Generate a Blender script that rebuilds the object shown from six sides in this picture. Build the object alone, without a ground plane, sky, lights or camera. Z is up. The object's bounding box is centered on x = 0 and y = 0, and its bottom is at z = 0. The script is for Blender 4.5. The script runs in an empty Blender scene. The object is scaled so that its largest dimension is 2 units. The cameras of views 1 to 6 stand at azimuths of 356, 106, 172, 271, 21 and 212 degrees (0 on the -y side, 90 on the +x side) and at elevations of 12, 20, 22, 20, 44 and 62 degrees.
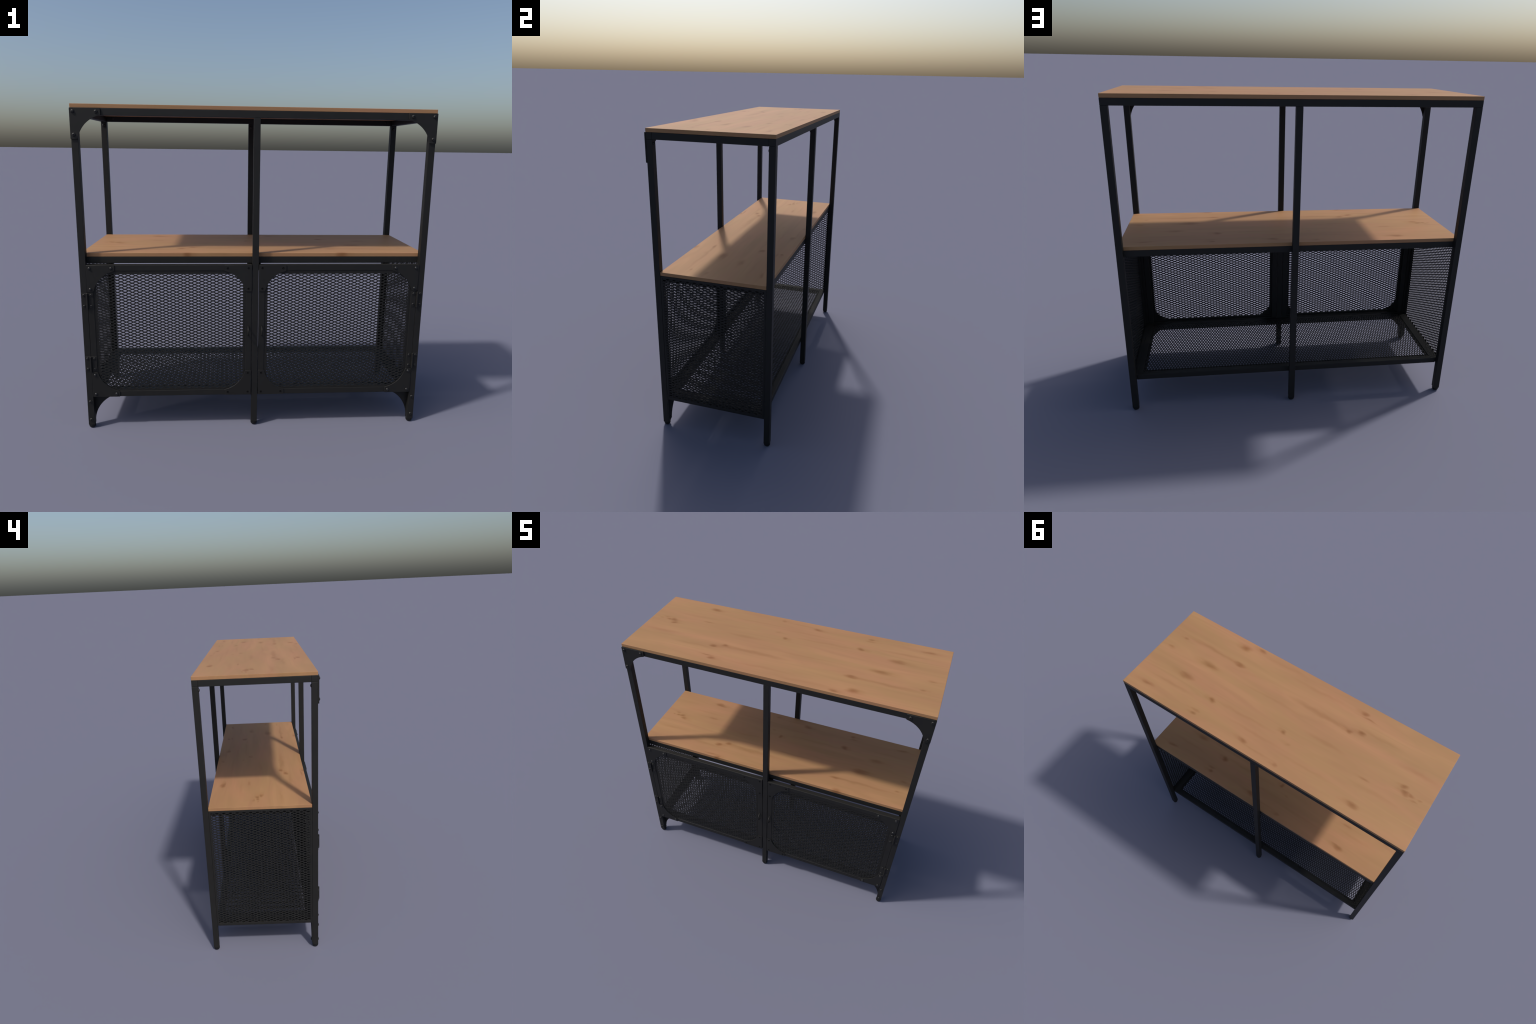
"""Industrial sideboard: black steel frame, two wire-mesh doors, pine boards."""
import bpy, bmesh, math
from mathutils import Vector, Matrix

# ------------------------------------------------------------------ sizes (m)
XO, XI = 0.9975, 0.9610            # outer / inner faces of the corner posts
YF, YB = -0.341, 0.3755            # front / back planes of the frame
PW = 0.0364                        # post tube width
YFI, YBI = YF + PW, YB - PW        # inner faces of front / back posts
Z_TOP, Z_BOARD, Z_RAIL = 1.8845, 1.8635, 1.8263
Z_SHELF, Z_SHELFB, Z_SRAIL = 1.0708, 1.0493, 1.0108
Z_DOOR0, Z_DOOR1 = 0.2020, 1.0085
Z_FLOOR0, Z_FLOOR1 = 0.1985, 0.2332
Z_POST = 0.0200
MESH_W, MESH_H = 0.04186, 0.01794   # pitch of the expanded metal

# ------------------------------------------------------------------ materials
def new_mat(name):
    m = bpy.data.materials.new(name)
    m.use_nodes = True
    nt = m.node_tree
    nt.nodes.clear()
    out = nt.nodes.new('ShaderNodeOutputMaterial')
    b = nt.nodes.new('ShaderNodeBsdfPrincipled')
    nt.links.new(b.outputs[0], out.inputs[0])
    return m, nt, b

def node(nt, kind, **kw):
    n = nt.nodes.new(kind)
    for k, v in kw.items():
        setattr(n, k, v)
    return n

def math_node(nt, op, a, b=None, clamp=False):
    n = node(nt, 'ShaderNodeMath', operation=op, use_clamp=clamp)
    for i, v in enumerate((a, b)):
        if v is None:
            continue
        if isinstance(v, (int, float)):
            n.inputs[i].default_value = v
        else:
            nt.links.new(v, n.inputs[i])
    return n.outputs[0]

def metal(name, col, rough, spec):
    m, nt, b = new_mat(name)
    tc = node(nt, 'ShaderNodeTexCoord')
    nz = node(nt, 'ShaderNodeTexNoise')
    nz.inputs['Scale'].default_value = 9.0
    nz.inputs['Detail'].default_value = 4.0
    nt.links.new(tc.outputs['Object'], nz.inputs['Vector'])
    rmp = node(nt, 'ShaderNodeValToRGB')
    rmp.color_ramp.elements[0].position = 0.3
    rmp.color_ramp.elements[1].position = 0.7
    rmp.color_ramp.elements[0].color = (*[c * 0.93 for c in col], 1)
    rmp.color_ramp.elements[1].color = (*[c * 1.07 for c in col], 1)
    nt.links.new(nz.outputs['Fac'], rmp.inputs['Fac'])
    nt.links.new(rmp.outputs['Color'], b.inputs['Base Color'])
    b.inputs['Roughness'].default_value = rough
    b.inputs['Specular IOR Level'].default_value = spec
    fine = node(nt, 'ShaderNodeTexNoise')
    fine.inputs['Scale'].default_value = 420.0
    nt.links.new(tc.outputs['Object'], fine.inputs['Vector'])
    bp = node(nt, 'ShaderNodeBump')
    bp.inputs['Strength'].default_value = 0.05
    bp.inputs['Distance'].default_value = 0.001
    nt.links.new(fine.outputs['Fac'], bp.inputs['Height'])
    nt.links.new(bp.outputs['Normal'], b.inputs['Normal'])
    return m

# knots of the pine: x, y, half length, half width, darkness
KNOTS = [
    (0.5055, -0.276, 0.036, 0.020, 1.0), (0.402, -0.322, 0.030, 0.015, 0.8),
    (0.4655, -0.146, 0.038, 0.012, 0.8), (0.619, -0.028, 0.060, 0.020, 0.8),
    (0.692, 0.121, 0.055, 0.018, 0.7), (0.9195, -0.011, 0.028, 0.009, 0.5),
    (0.887, -0.122, 0.018, 0.008, 0.6), (0.8526, 0.300, 0.048, 0.010, 0.7),
    (0.4398, 0.177, 0.024, 0.018, 1.0), (0.481, 0.320, 0.020, 0.012, 0.8),
    (0.488, 0.292, 0.030, 0.008, 0.5), (0.115, 0.304, 0.034, 0.013, 0.8),
    (-0.047, 0.117, 0.018, 0.014, 0.9), (-0.1306, 0.336, 0.022, 0.012, 0.5),
    (-0.392, -0.270, 0.026, 0.013, 0.9), (-0.440, -0.247, 0.055, 0.005, 0.6),
    (-0.372, -0.107, 0.024, 0.010, 0.9), (-0.440, -0.135, 0.028, 0.013, 1.0),
    (-0.820, 0.040, 0.026, 0.013, 0.9), (-0.848, 0.070, 0.030, 0.012, 0.9),
    (-0.886, 0.068, 0.020, 0.009, 0.8), (-0.905, 0.094, 0.026, 0.006, 0.5),
    (-0.931, 0.066, 0.014, 0.006, 0.5), (-0.626, 0.300, 0.040, 0.014, 0.9),
    (-0.605, 0.120, 0.036, 0.008, 0.5), (-0.12, 0.175, 0.02, 0.008, 0.3),
]
# long soft streaks of late wood
STREAKS = [
    (-0.20, -0.118, 0.26, 0.013, 0.9), (0.66, -0.148, 0.24, 0.011, 0.8),
    (-0.29, 0.045, 0.15, 0.013, 0.6), (-0.55, -0.165, 0.16, 0.010, 0.5),
    (0.22, 0.160, 0.22, 0.010, 0.5), (-0.86, -0.085, 0.13, 0.012, 0.6),
    (0.08, 0.225, 0.20, 0.009, 0.4), (0.25, -0.300, 0.26, 0.012, 0.4),
    (-0.70, 0.175, 0.17, 0.010, 0.4), (0.74, 0.220, 0.16, 0.009, 0.5),
    (0.12, -0.040, 0.24, 0.008, 0.4), (-0.30, 0.255, 0.20, 0.008, 0.4),
    (0.02, 0.320, 0.13, 0.006, 0.5), (-0.10, -0.255, 0.22, 0.010, 0.5),
]

def wood(name, y_shift):
    """Oiled pine, grain along x; the same cut pattern slid across by y_shift."""
    m, nt, b = new_mat(name)
    L = nt.links.new
    tc = node(nt, 'ShaderNodeTexCoord')
    mp = node(nt, 'ShaderNodeMapping')
    mp.inputs['Location'].default_value = (0, -y_shift, 0)
    L(tc.outputs['Object'], mp.inputs['Vector'])
    P = mp.outputs[0]

    def noise(scale, detail, dist=0.0, src=P, rough=0.5):
        sc = node(nt, 'ShaderNodeMapping')
        sc.inputs['Scale'].default_value = scale
        L(src, sc.inputs['Vector'])
        n = node(nt, 'ShaderNodeTexNoise')
        n.inputs['Scale'].default_value = 1.0
        n.inputs['Detail'].default_value = detail
        n.inputs['Roughness'].default_value = rough
        n.inputs['Distortion'].default_value = dist
        L(sc.outputs[0], n.inputs['Vector'])
        return n

    # wobble the position a little so knots and streaks are not ellipses
    wob = noise((9, 22, 9), 2.0)
    off = node(nt, 'ShaderNodeVectorMath', operation='SUBTRACT')
    L(wob.outputs['Color'], off.inputs[0])
    off.inputs[1].default_value = (0.5, 0.5, 0.5)
    offs = node(nt, 'ShaderNodeVectorMath', operation='MULTIPLY')
    L(off.outputs[0], offs.inputs[0])
    offs.inputs[1].default_value = (0.055, 0.036, 0)
    wp = node(nt, 'ShaderNodeVectorMath', operation='ADD')
    L(P, wp.inputs[0])
    L(offs.outputs[0], wp.inputs[1])
    W = wp.outputs[0]

    def spots(items, inner):
        acc = None
        for (x, y, a, w, k) in items:
            v = node(nt, 'ShaderNodeVectorMath', operation='MULTIPLY_ADD')
            L(W, v.inputs[0])
            v.inputs[1].default_value = (1 / a, 1 / w, 0)
            v.inputs[2].default_value = (-x / a, -y / w, 0)
            ln = node(nt, 'ShaderNodeVectorMath', operation='LENGTH')
            L(v.outputs[0], ln.inputs[0])
            mr = node(nt, 'ShaderNodeMapRange', interpolation_type='SMOOTHSTEP')
            L(ln.outputs['Value'], mr.inputs['Value'])
            mr.inputs['From Min'].default_value = 1.25
            mr.inputs['From Max'].default_value = inner
            mr.inputs['To Min'].default_value = 0.0
            mr.inputs['To Max'].default_value = k
            acc = mr.outputs[0] if acc is None else math_node(nt, 'MAXIMUM', acc, mr.outputs[0])
        return acc

    knot = spots([(x, y, a * 1.1, w * 1.5, k) for (x, y, a, w, k) in KNOTS], 0.05)
    halo = spots([(x + 0.02, y, a * 1.9, w * 1.5, k) for (x, y, a, w, k) in KNOTS], 0.3)
    streak = spots([(x, y, a * 1.1, w * 1.5, k) for (x, y, a, w, k) in STREAKS], 0.05)

    # hue drift: pinkish tan <-> yellowish tan
    hue = noise((1.8, 8.0, 8.0), 2.5, 0.6)
    r1 = node(nt, 'ShaderNodeValToRGB')
    cr = r1.color_ramp
    cr.elements[0].position, cr.elements[0].color = 0.38, (*YELLOW, 1)
    cr.elements[1].position, cr.elements[1].color = 0.70, (*PINK, 1)
    L(hue.outputs['Fac'], r1.inputs['Fac'])

    # soft long grain
    grain = noise((1.6, 13.0, 13.0), 3.0, 1.5)
    g = node(nt, 'ShaderNodeMapRange')
    L(grain.outputs['Fac'], g.inputs['Value'])
    g.inputs['From Min'].default_value = 0.28
    g.inputs['From Max'].default_value = 0.72
    g.inputs['To Min'].default_value = 0.94
    g.inputs['To Max'].default_value = 1.045
    fine = noise((5.0, 120.0, 120.0), 3.0, 0.3)
    f = node(nt, 'ShaderNodeMapRange')
    L(fine.outputs['Fac'], f.inputs['Value'])
    f.inputs['From Min'].default_value = 0.3
    f.inputs['From Max'].default_value = 0.7
    f.inputs['To Min'].default_value = 0.99
    f.inputs['To Max'].default_value = 1.01
    gm = math_node(nt, 'MULTIPLY', g.outputs[0], f.outputs[0])
    # broad boards' worth of lighter and darker wood
    broad = noise((0.7, 5.5, 5.5), 1.0, 0.5)
    br = node(nt, 'ShaderNodeMapRange')
    L(broad.outputs['Fac'], br.inputs['Value'])
    br.inputs['From Min'].default_value = 0.3
    br.inputs['From Max'].default_value = 0.7
    br.inputs['To Min'].default_value = 0.94
    br.inputs['To Max'].default_value = 1.05
    gm = math_node(nt, 'MULTIPLY', gm, br.outputs[0])
    mul = node(nt, 'ShaderNodeVectorMath', operation='SCALE')
    L(r1.outputs['Color'], mul.inputs[0])
    L(gm, mul.inputs['Scale'])

    def darken(col, fac, tint, amount):
        mx = node(nt, 'ShaderNodeMix', data_type='RGBA', blend_type='MULTIPLY')
        L(math_node(nt, 'MULTIPLY', fac, amount), mx.inputs['Factor'])
        L(col, mx.inputs['A'])
        mx.inputs['B'].default_value = (*tint, 1)
        return mx.outputs['Result']

    # light flecks round the knots
    lf = noise((14, 70, 70), 2.0)
    lfm = node(nt, 'ShaderNodeMapRange')
    L(lf.outputs['Fac'], lfm.inputs['Value'])
    lfm.inputs['From Min'].default_value = 0.55
    lfm.inputs['From Max'].default_value = 0.75
    light = node(nt, 'ShaderNodeMix', data_type='RGBA', blend_type='MIX')
    L(math_node(nt, 'MULTIPLY', math_node(nt, 'MULTIPLY', lfm.outputs[0], halo), 0.5), light.inputs['Factor'])
    L(mul.outputs[0], light.inputs['A'])
    light.inputs['B'].default_value = (*[c * 1.2 for c in PINK], 1)

    c = darken(light.outputs['Result'], streak, (0.84, 0.79, 0.74), 0.9)
    c = darken(c, halo, (0.91, 0.87, 0.83), 0.8)
    c = darken(c, knot, (0.70, 0.60, 0.52), 0.95)
    L(c, b.inputs['Base Color'])
    b.inputs['Roughness'].default_value = 0.58
    b.inputs['Specular IOR Level'].default_value = 0.17
    bp = node(nt, 'ShaderNodeBump')
    bp.inputs['Strength'].default_value = 0.06
    bp.inputs['Distance'].default_value = 0.002
    L(fine.outputs['Fac'], bp.inputs['Height'])
    L(bp.outputs['Normal'], b.inputs['Normal'])
    return m

YELLOW = (0.330, 0.184, 0.086)
PINK = (0.352, 0.179, 0.092)
M_STEEL = metal('black_steel', (0.0124, 0.0121, 0.0112), 0.55, 0.28)
M_BOLT = metal('rivet_steel', (0.0140, 0.0140, 0.0138), 0.31, 0.50)
M_SCREW = metal('screw_steel', (0.0120, 0.0118, 0.0112), 0.50, 0.40)
M_DARK_DOT = metal('near_black_dot', (0.0025, 0.0025, 0.0026), 0.7, 0.15)  # near-black base colour for the shallow raised discs that read as dark dots on the free door corners
M_RUBBER = metal('foot_plastic', (0.0080, 0.0080, 0.0085), 0.6, 0.3)
M_TOP = wood('pine_top', 0.0)
M_SHELF = wood('pine_shelf', -0.034)

# ------------------------------------------------------------------ helpers
def make_object(name, me, mat, parent=None, loc=(0, 0, 0), rot=None):
    ob = bpy.data.objects.new(name, me)
    bpy.context.scene.collection.objects.link(ob)
    if mat is not None and not me.materials:
        me.materials.append(mat)
    ob.location = loc
    if rot is not None:
        ob.rotation_euler = rot
    if parent is not None:
        ob.parent = parent
    return ob

def finish(bm, name, smooth=None):
    me = bpy.data.meshes.new(name)
    bmesh.ops.recalc_face_normals(bm, faces=bm.faces[:])
    bm.to_mesh(me)
    bm.free()
    if smooth is not None:
        me.polygons.foreach_set('use_smooth', [True] * len(me.polygons))
        me.set_sharp_from_angle(angle=math.radians(smooth))
    return me

def box(name, x, y, z, mat, parent, bevel=0.0022, seg=2, centre=True):
    """Box given by its extents, edges rounded; origin at its own middle."""
    c = Vector(((x[0] + x[1]) / 2, (y[0] + y[1]) / 2, (z[0] + z[1]) / 2))
    bm = bmesh.new()
    bmesh.ops.create_cube(bm, size=1.0)
    bmesh.ops.scale(bm, vec=(x[1] - x[0], y[1] - y[0], z[1] - z[0]), verts=bm.verts[:])
    if bevel:
        bmesh.ops.bevel(bm, geom=bm.edges[:], offset=bevel, segments=seg, profile=0.5, affect='EDGES')
    if not centre:
        bmesh.ops.translate(bm, vec=c, verts=bm.verts[:])
        c = Vector((0, 0, 0))
    return make_object(name, finish(bm, name), mat, parent, c)

def plane_axes(normal_axis):
    """(u, v, w) -> (x, y, z) with w along the given axis."""
    if normal_axis == 'Y':
        return lambda u, v, w: (u, w, v)
    if normal_axis == 'X':
        return lambda u, v, w: (w, u, v)
    return lambda u, v, w: (u, v, w)

def add_ring(bm, at, u, v, w, l, r, b, t, bevel=0.0015):
    """Rectangular frame ring: outer extents u, v, thickness w, rim widths."""
    o = [(u[0], v[0]), (u[1], v[0]), (u[1], v[1]), (u[0], v[1])]
    i = [(u[0] + l, v[0] + b), (u[1] - r, v[0] + b), (u[1] - r, v[1] - t), (u[0] + l, v[1] - t)]
    vs = {}
    for k, loop in (('o', o), ('i', i)):
        for j, (a, c) in enumerate(loop):
            for s in (0, 1):
                vs[k, j, s] = bm.verts.new(at(a, c, w[s]))
    fs = []
    hard = []
    for j in range(4):
        n = (j + 1) % 4
        fs.append(bm.faces.new([vs['o', j, 0], vs['o', n, 0], vs['i', n, 0], vs['i', j, 0]]))
        fs.append(bm.faces.new([vs['o', j, 1], vs['i', j, 1], vs['i', n, 1], vs['o', n, 1]]))
        fs.append(bm.faces.new([vs['o', j, 0], vs['o', j, 1], vs['o', n, 1], vs['o', n, 0]]))
        fs.append(bm.faces.new([vs['i', j, 0], vs['i', n, 0], vs['i', n, 1], vs['i', j, 1]]))
    if bevel:
        for f in fs:
            for e in f.edges:
                a, c = e.verts
                keys = [k for k, q in vs.items() if q in (a, c)]
                mitre = keys[0][0] != keys[1][0]
                if not mitre and e not in hard:
                    hard.append(e)
        bmesh.ops.bevel(bm, geom=hard, offset=bevel, segments=2, profile=0.5, affect='EDGES')

def expanded_metal(name, axis, u, v, w, pu, pv, phase, parent, stretch=(0.617, 0.633)):
    """Sheet of diamond mesh: rhombic tiles, each with a rounded diamond hole."""
    at = plane_axes(axis)
    verts, faces = [], []
    ha, hb = pu * stretch[0] / 2, pv * stretch[1] / 2
    out = [(pu / 2, 0), (0, pv / 2), (-pu / 2, 0), (0, -pv / 2)]
    m = 0.56
    inn = [(ha, 0), (ha * m, hb * m), (0, hb), (-ha * m, hb * m),
           (-ha, 0), (-ha * m, -hb * m), (0, -hb), (ha * m, -hb * m)]
    i0 = math.floor((u[0] - phase[0]) / (pu / 2)) - 1
    i1 = math.ceil((u[1] - phase[0]) / (pu / 2)) + 1
    j0 = math.floor((v[0] - phase[1]) / (pv / 2)) - 1
    j1 = math.ceil((v[1] - phase[1]) / (pv / 2)) + 1
    clampu = lambda a: min(max(a, u[0]), u[1])
    clampv = lambda a: min(max(a, v[0]), v[1])
    for i in range(i0, i1 + 1):
        for j in range(j0, j1 + 1):
            if (i + j) % 2:
                continue
            cu, cv = phase[0] + i * pu / 2, phase[1] + j * pv / 2
            if cu < u[0] - pu * 0.3 or cu > u[1] + pu * 0.3 or cv < v[0] - pv * 0.3 or cv > v[1] + pv * 0.3:
                continue
            base = len(verts)
            for s in (0, 1):
                for (a, c) in out + inn:
                    verts.append(at(clampu(cu + a), clampv(cv + c), w[s]))
            for q in range(4):
                n = (q + 1) % 4
                k0, k1, k2 = 4 + 2 * q, 4 + 2 * q + 1, 4 + (2 * q + 2) % 8
                faces.append((base + q, base + n, base + k2, base + k1, base + k0))
                faces.append((base + 12 + n, base + 12 + q, base + 12 + k0, base + 12 + k1, base + 12 + k2))
            for q in range(8):
                a, c = base + 4 + q, base + 4 + (q + 1) % 8
                faces.append((a, c, c + 12, a + 12))
    me = bpy.data.meshes.new(name)
    me.from_pydata(verts, [], faces)
    bm = bmesh.new()
    bm.from_mesh(me)
    bmesh.ops.dissolve_degenerate(bm, dist=1e-5, edges=bm.edges[:])
    bmesh.ops.recalc_face_normals(bm, faces=bm.faces[:])
    bm.to_mesh(me)
    bm.free()
    ob = make_object(name, me, M_STEEL, parent)
    ob["kind"] = "stuff"
    return ob

def gusset_mesh(name, arm, centre, radius, thick, bevel=0.0009):
    """Corner plate in the xz plane: corner at the origin, arms to +x and -z,
    inner edge hollowed by a circle round (centre, -centre).
    Front face looks to -y, back face at y=0."""
    end = centre - math.sqrt(radius ** 2 - (centre - arm) ** 2)     # arm width at its tip
    pts = [(0.002, 0), (arm - 0.002, 0), (arm, -0.002), (arm, -end + 0.004)]
    a0 = math.acos((arm - 0.004 - centre) / radius)
    a1 = 1.5 * math.pi - a0
    for k in range(21):
        t = a0 + (a1 - a0) * k / 20
        pts.append((centre + radius * math.cos(t), -centre + radius * math.sin(t)))
    pts += [(end - 0.004, -arm), (0.002, -arm), (0, -arm + 0.002), (0, -0.002)]
    bm = bmesh.new()
    f = bm.faces.new([bm.verts.new((x, 0, z)) for x, z in pts])
    r = bmesh.ops.extrude_face_region(bm, geom=[f])
    new = [e for e in r['geom'] if isinstance(e, bmesh.types.BMVert)]
    bmesh.ops.translate(bm, vec=(0, -thick, 0), verts=new)
    rim = [e for e in bm.edges if all(abs(q.co.y + thick) < 1e-6 for q in e.verts)]
    bmesh.ops.bevel(bm, geom=rim, offset=bevel, segments=1, affect='EDGES')
    return finish(bm, name, 35)

def lathe(name, profile, seg=20):
    """Revolve (radius, height) round the y axis; height grows to -y."""
    bm = bmesh.new()
    rings = []
    for r, h in profile:
        if r < 1e-6:
            rings.append([bm.verts.new((0, -h, 0))])
        else:
            rings.append([bm.verts.new((r * math.cos(2 * math.pi * k / seg), -h, r * math.sin(2 * math.pi * k / seg)))
                          for k in range(seg)])
    for a, b in zip(rings, rings[1:]):
        for k in range(seg):
            n = (k + 1) % seg
            if len(b) == 1:
                bm.faces.new([a[k], a[n], b[0]])
            elif len(a) == 1:
                bm.faces.new([a[0], b[n], b[k]])
            else:
                bm.faces.new([a[k], a[n], b[n], b[k]])
    return finish(bm, name, 38)

RS = 0.0098
ME_SCREW = lathe('screw', [(RS, -0.002), (RS, 0.0012), (RS * .92, 0.0032), (RS * .72, 0.0050), (RS * .45, 0.0063),
                           (RS * .36, 0.0064), (RS * .33, 0.0030), (0, 0.0030)])
ME_RIVET = lathe('rivet', [(0.0088, -0.002), (0.0088, 0.0008), (0.0080, 0.0034), (0.0058, 0.0055), (0.0030, 0.0066), (0, 0.0069)])
ME_DARK_DISC = lathe('dark_dot_disc', [(0.0066, -0.002), (0.0066, 0.0008), (0.0058, 0.0013), (0.0048, 0.0006), (0, 0.0004)])
ME_SMALL = lathe('screw', [(0.0084, -0.002), (0.0084, 0.0010), (0.0074, 0.0026), (0.0050, 0.0038), (0.0034, 0.0040), (0.0030, 0.0014), (0, 0.0014)])
for me_, ma_ in ((ME_SCREW, M_SCREW), (ME_RIVET, M_BOLT), (ME_DARK_DISC, M_DARK_DOT), (ME_SMALL, M_SCREW)):
    me_.materials.append(ma_)
FRONT = (0, 0, 0)
BACK = (0, 0, math.pi)

# ------------------------------------------------------------------ the thing
root = bpy.data.objects.new('storage_shelf', None)
root.empty_display_size = 0.2
bpy.context.scene.collection.objects.link(root)
root["label"] = "black steel shelf unit with mesh doors and pine boards"
root["category"] = "shelf unit"
root.scale = (1.001, 1.001, 1.001)

# boards
box('top_board', (-XO, XO), (YF, YB), (Z_BOARD, Z_TOP), M_TOP, root, 0.0014, centre=False)
box('shelf_board', (-XO + 0.003, XO - 0.003), (YFI + 0.0005, YBI - 0.0005), (Z_SHELFB, Z_SHELF), M_SHELF, root, 0.0014, centre=False)

# lining board under the top, between the rails
box('top_lining', (-XI + 0.0004, XI - 0.0004), (YFI + 0.0004, YBI - 0.0004), (1.8602, Z_BOARD + 0.0004), M_TOP, root, 0.0008, centre=False)

# posts with feet
ME_FOOT = lathe('foot', [(0.0, 0.0215), (0.0198, 0.0215), (0.0198, 0.0090), (0.0180, 0.0040), (0.0150, 0.0010), (0.0120, 0.0), (0.0, 0.0)], 28)
ME_FOOT.transform(Matrix.Rotation(-math.pi / 2, 4, 'X'))
ME_FOOT.materials.append(M_RUBBER)
POST_X = {-1: (-XO, -XI), 0: (-PW / 2, PW / 2), 1: (XI, XO)}
for sx, px in POST_X.items():
    for py, inward in (((YF, YFI), BACK), ((YBI, YB), FRONT)):
        post = box('post', px, py, (Z_POST, Z_RAIL - 0.0004), M_STEEL, root, 0.0016)
        c = post.location
        make_object('foot', ME_FOOT, None, post, Vector(((px[0] + px[1]) / 2, (py[0] + py[1]) / 2, 0)) - c)
        yi = YFI if inward is BACK else YBI
        make_object('screw', ME_SCREW, None, post, Vector((0, yi - c.y, 1.803 - c.z)), inward)
        if sx and inward is BACK:
            for z in (0.170, 0.054):
                make_object('screw', ME_SCREW, None, post, Vector((0, YF - c.y, z - c.z)), FRONT)

# rails of the top frame
for py in ((YF, YFI), (YBI, YB)):
    rail = box('top_rail', (-XO, XO), py, (Z_RAIL, Z_BOARD - 0.0004), M_STEEL, root, 0.0018)
    inner, face = (YFI, BACK) if py[0] == YF else (YBI, FRONT)
    for sx in (-1, 1):
        make_object('screw', ME_SMALL, None, rail, Vector((sx * 0.918, inner, 1.848)) - rail.location, face)
for sx in (-1, 1):
    x = sorted((sx * (XO - 0.0003), sx * XI))
    box('top_rail', x, (YFI + 0.0004, YBI - 0.0004), (Z_RAIL - 0.0008, Z_BOARD - 0.0008), M_STEEL, root, 0.0018)

# rails under the shelf board
for y in ((YFI + 0.0005, YFI + 0.0345), (YBI - 0.0345, YBI - 0.0005)):
    box('shelf_rail', (-0.978, 0.978), y, (Z_SRAIL, Z_SHELFB - 0.0004), M_STEEL, root, 0.0018)

for sx in (-1, 1):
    box('shelf_rail', sorted((sx * 0.9795, sx * 0.9450)), (YFI + 0.0350, YBI - 0.0350), (Z_SRAIL + 0.0004, Z_SHELFB - 0.0008), M_STEEL, root, 0.0018)

# front corner brackets (top) and foot brackets (below)
ME_BRACKET = gusset_mesh('corner_bracket', 0.162, 0.1915, 0.158, 0.0068)
ME_BRACKET.materials.append(M_STEEL)
ME_FOOTBR = gusset_mesh('foot_bracket', 0.203, 0.2165, 0.183, 0.0060)
ME_FOOTBR.materials.append(M_STEEL)

def mirrored(me):
    m2 = me.copy()
    m2.transform(Matrix.Scale(-1, 4, (1, 0, 0)))
    m2.flip_normals()
    return m2

def flipped(me):
    m2 = me.copy()
    m2.transform(Matrix.Scale(-1, 4, (0, 0, 1)))
    m2.flip_normals()
    return m2

BR = {-1: ME_BRACKET, 1: mirrored(ME_BRACKET)}
FB = {-1: ME_FOOTBR, 1: mirrored(ME_FOOTBR)}
for sx in (-1, 1):
    o = make_object('corner_bracket', BR[sx], None, root, (sx * (XO + 0.0012), YF, Z_BOARD - 0.0006))
    for dx, dz in ((0.018, -0.0185), (0.139, -0.0185), (0.018, -0.139)):
        make_object('screw', ME_SCREW, None, o, (-sx * dx, -0.0068, dz), FRONT)
    o = make_object('foot_bracket', FB[sx], None, root, (sx * XO, YFI + 0.0062, 0.2395))
    for dx, dz in ((0.020, -0.1865),):
        make_object('screw', ME_SCREW, None, o, (-sx * dx, 0, dz), BACK)

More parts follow.
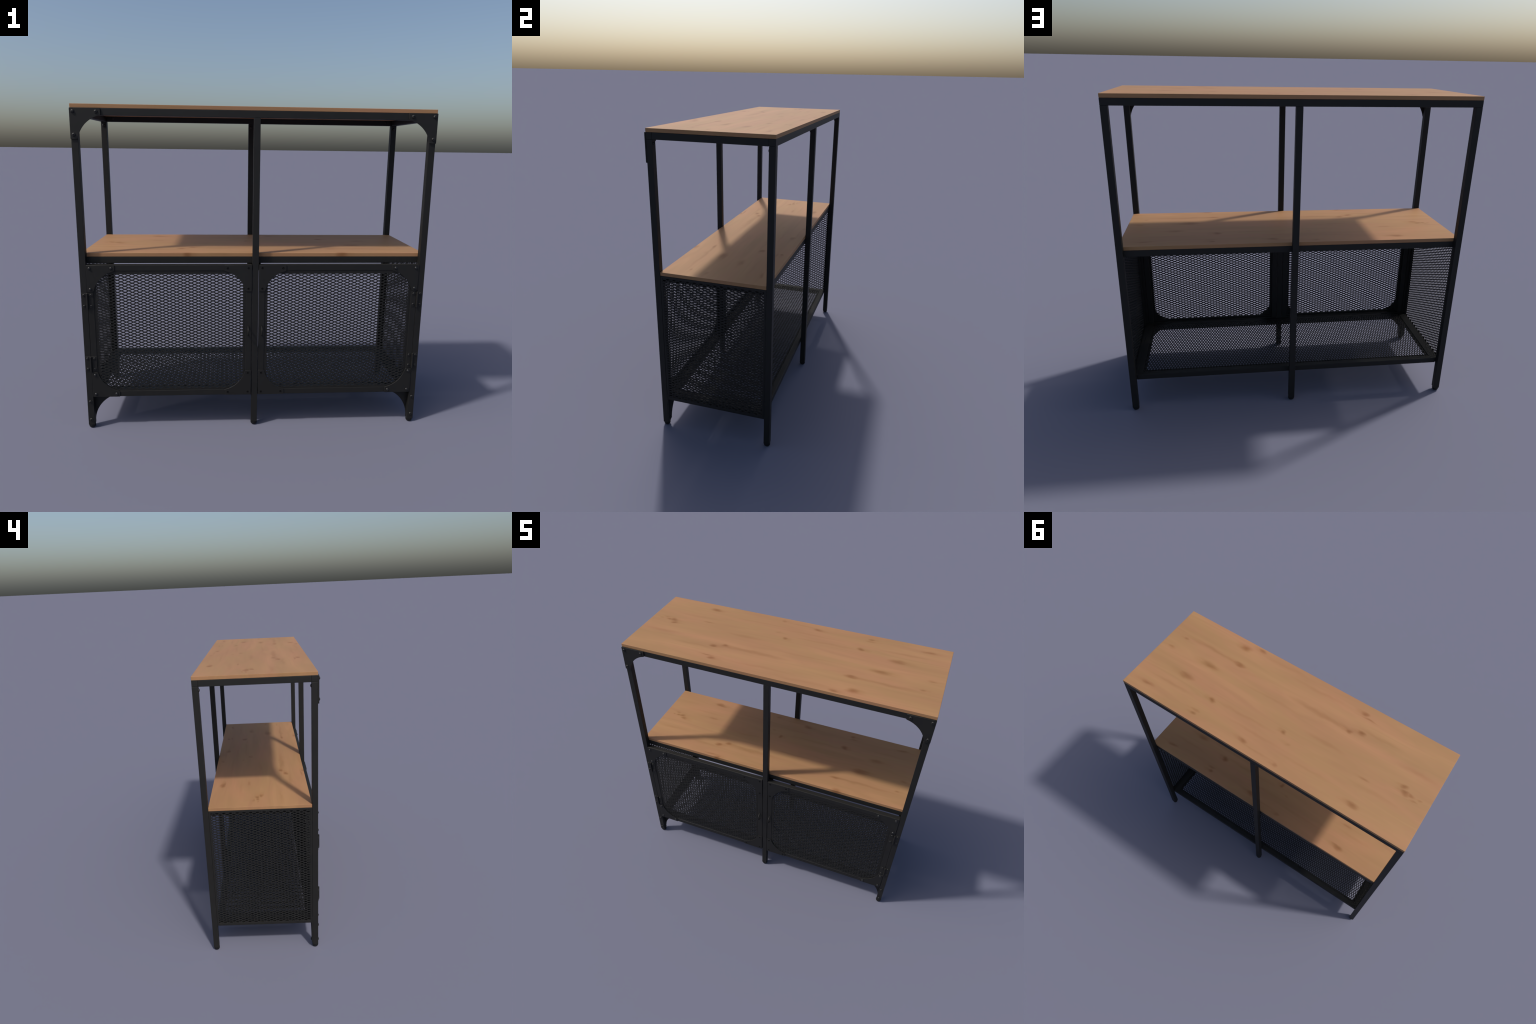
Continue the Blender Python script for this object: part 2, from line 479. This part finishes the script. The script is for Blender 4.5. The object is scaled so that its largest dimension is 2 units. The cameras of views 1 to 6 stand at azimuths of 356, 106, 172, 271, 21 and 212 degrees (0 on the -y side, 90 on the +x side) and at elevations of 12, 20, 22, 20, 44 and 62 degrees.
# ---- doors
DOOR_Y = -0.3405
D_IN, D_OUT = 0.0210, XI                 # door edges either side
RIM, LEDGE = 0.035, 0.0155
G_D = {}
base = gusset_mesh('corner_plate', 0.158, 0.190, 0.157, 0.0040)
base.materials.append(M_STEEL)
G_D[-1, 1] = base
G_D[1, 1] = mirrored(base)
G_D[-1, -1] = flipped(base)
G_D[1, -1] = flipped(G_D[1, 1])
atY = plane_axes('Y')
for sx in (-1, 1):
    u = (-D_OUT + 0.0005, -D_IN) if sx < 0 else (D_IN, D_OUT - 0.0005)
    v = (Z_DOOR0, Z_DOOR1)
    bm = bmesh.new()
    add_ring(bm, atY, u, v, (DOOR_Y, DOOR_Y + 0.0315), RIM, RIM, RIM, RIM, 0.0022)
    door = make_object('door', finish(bm, 'door'), M_STEEL, root)
    iu = (u[0] + RIM - 0.001, u[1] - RIM + 0.001)
    iv = (v[0] + RIM - 0.001, v[1] - RIM + 0.001)
    bm = bmesh.new()
    add_ring(bm, atY, iu, iv, (DOOR_Y + 0.0020, DOOR_Y + 0.0110), LEDGE + 0.001, LEDGE + 0.001, LEDGE - 0.002, LEDGE + 0.005, 0.0010)
    make_object('mesh_flange', finish(bm, 'mesh_flange'), M_STEEL, door)
    expanded_metal('mesh_panel', 'Y', (iu[0] + 0.004, iu[1] - 0.004), (iv[0] + 0.004, iv[1] - 0.004),
                   (DOOR_Y + 0.0014, DOOR_Y + 0.0040), MESH_W, MESH_H, (-sx * 0.00528, -0.00515), door)
    for side in (-1, 1):                 # side of the door
        x = u[0] if side < 0 else u[1]
        hinge_side = side == sx
        for up in (1, -1):
            z = v[1] if up > 0 else v[0]
            o = make_object('corner_plate', G_D[side, up], None, door, (x, DOOR_Y, z))
            for dx, dz in ((0.0190, 0.0190), (0.139, 0.0190), (0.0190, 0.141)):
                make_object('rivet' if hinge_side else 'dark_dot_disc', ME_RIVET if hinge_side else ME_DARK_DISC,
                            None, o, (-side * dx, -0.0040, -up * dz), FRONT)
    # bow handle on the free stile
    hx = sx * 0.0405
    cu = bpy.data.curves.new('handle', 'CURVE')
    cu.dimensions = '3D'
    cu.bevel_depth = 0.0042
    cu.bevel_resolution = 3
    sp = cu.splines.new('POLY')
    N = 18
    sp.points.add(N)
    for k in range(N + 1):
        t = math.pi * k / N
        sp.points[k].co = (hx, DOOR_Y + 0.001 - 0.0327 * math.sin(t) ** 0.8, 0.6085 + 0.0255 * math.cos(t), 1)
    tmp = bpy.data.objects.new('handle_tmp', cu)
    me = bpy.data.meshes.new_from_object(tmp)
    me.name = 'handle'
    bpy.data.objects.remove(tmp)
    bpy.data.curves.remove(cu)
    me.polygons.foreach_set('use_smooth', [True] * len(me.polygons))
    make_object('handle', me, M_STEEL, door)

# ---- hinges on the outer stiles
ME_KNUCKLE = lathe('knuckle', [(0, 0), (0.0044, 0), (0.0054, 0.001), (0.0054, 0.0935), (0.0044, 0.0945), (0, 0.0945)], 16)
ME_KNUCKLE.transform(Matrix.Rotation(-math.pi / 2, 4, 'X'))
ME_KNUCKLE.materials.append(M_STEEL)
for sx in (-1, 1):
    for z0, z1 in ((0.7500, 0.8445), (0.3635, 0.4580)):
        x = sorted((sx * 0.9945, sx * 0.9275))
        leaf = box('hinge', x, (YF - 0.0014, YF + 0.0006), (z0, z1), M_STEEL, root, 0.0006, 1)
        make_object('knuckle', ME_KNUCKLE, None, leaf, Vector((sx * 0.9618, YF - 0.0060, z0)) - leaf.location)
        for dx in (0.9812, 0.9415):
            for z in (z0 + 0.0165, z1 - 0.0130):
                make_object('screw', ME_SMALL, None, leaf, Vector((sx * dx, YF - 0.0014, z)) - leaf.location, FRONT)

# ---- side panels
atX = plane_axes('X')
for sx in (-1, 1):
    w = sorted((sx * 0.9964, sx * 0.9800))
    bm = bmesh.new()
    yu = (YFI + 0.0006, YBI - 0.0006)
    zv = (0.1985, Z_SHELFB - 0.0006)
    add_ring(bm, atX, yu, zv, w, 0.0125, 0.0125, 0.0200, 0.0125, 0.0012)
    panel = make_object('side_panel', finish(bm, 'side_panel'), M_STEEL, root)
    wm = sorted((sx * 0.9955, sx * 0.9926))
    expanded_metal('mesh_panel', 'X', (yu[0] + 0.005, yu[1] - 0.005), (zv[0] + 0.008, zv[1] - 0.005), wm,
                   MESH_W, MESH_H, (0.01419, -0.0006), panel)

# ---- floor panel
atZ = plane_axes('Z')
bm = bmesh.new()
fu, fv = (-0.9600, 0.9600), (YFI - 0.0085, YBI - 0.0006)
add_ring(bm, atZ, fu, fv, (Z_FLOOR0, Z_FLOOR1), RIM, RIM, RIM, RIM, 0.0022)
floor = make_object('floor_panel', finish(bm, 'floor_panel'), M_STEEL, root)
iu = (fu[0] + RIM - 0.001, fu[1] - RIM + 0.001)
iv = (fv[0] + RIM - 0.001, fv[1] - RIM + 0.001)
bm = bmesh.new()
add_ring(bm, atZ, iu, iv, (Z_FLOOR1 - 0.0140, Z_FLOOR1 - 0.0024), LEDGE + .001, LEDGE + .001, LEDGE + .001, LEDGE + .001, 0.0012)
make_object('mesh_flange', finish(bm, 'mesh_flange'), M_STEEL, floor)
expanded_metal('mesh_panel', 'Z', (iu[0] + 0.004, iu[1] - 0.004), (iv[0] + 0.004, iv[1] - 0.004),
               (Z_FLOOR1 - 0.0026, Z_FLOOR1 - 0.0002), MESH_H, MESH_W, (-0.0030, -0.0094), floor, (0.645, 0.632))
for sx in (-1, 1):                        # filler strip between floor and side panel
    x = sorted((sx * 0.9798, sx * 0.9604))
    box('floor_edge', x, fv, (Z_FLOOR0 + 0.004, Z_FLOOR1 - 0.003), M_STEEL, floor, 0.0012)

# stiffener under the front rim of the floor
box('floor_stiffener', (fu[0] + 0.04, fu[1] - 0.04), (fv[0] + 0.001, fv[0] + RIM), (0.1890, Z_FLOOR0 + 0.001), M_STEEL, floor, 0.0012)

# door catch behind the middle post
box('door_catch', (-0.046, 0.034), (-0.272, -0.250), (0.9600, Z_SRAIL - 0.0044), M_STEEL, root, 0.0015)
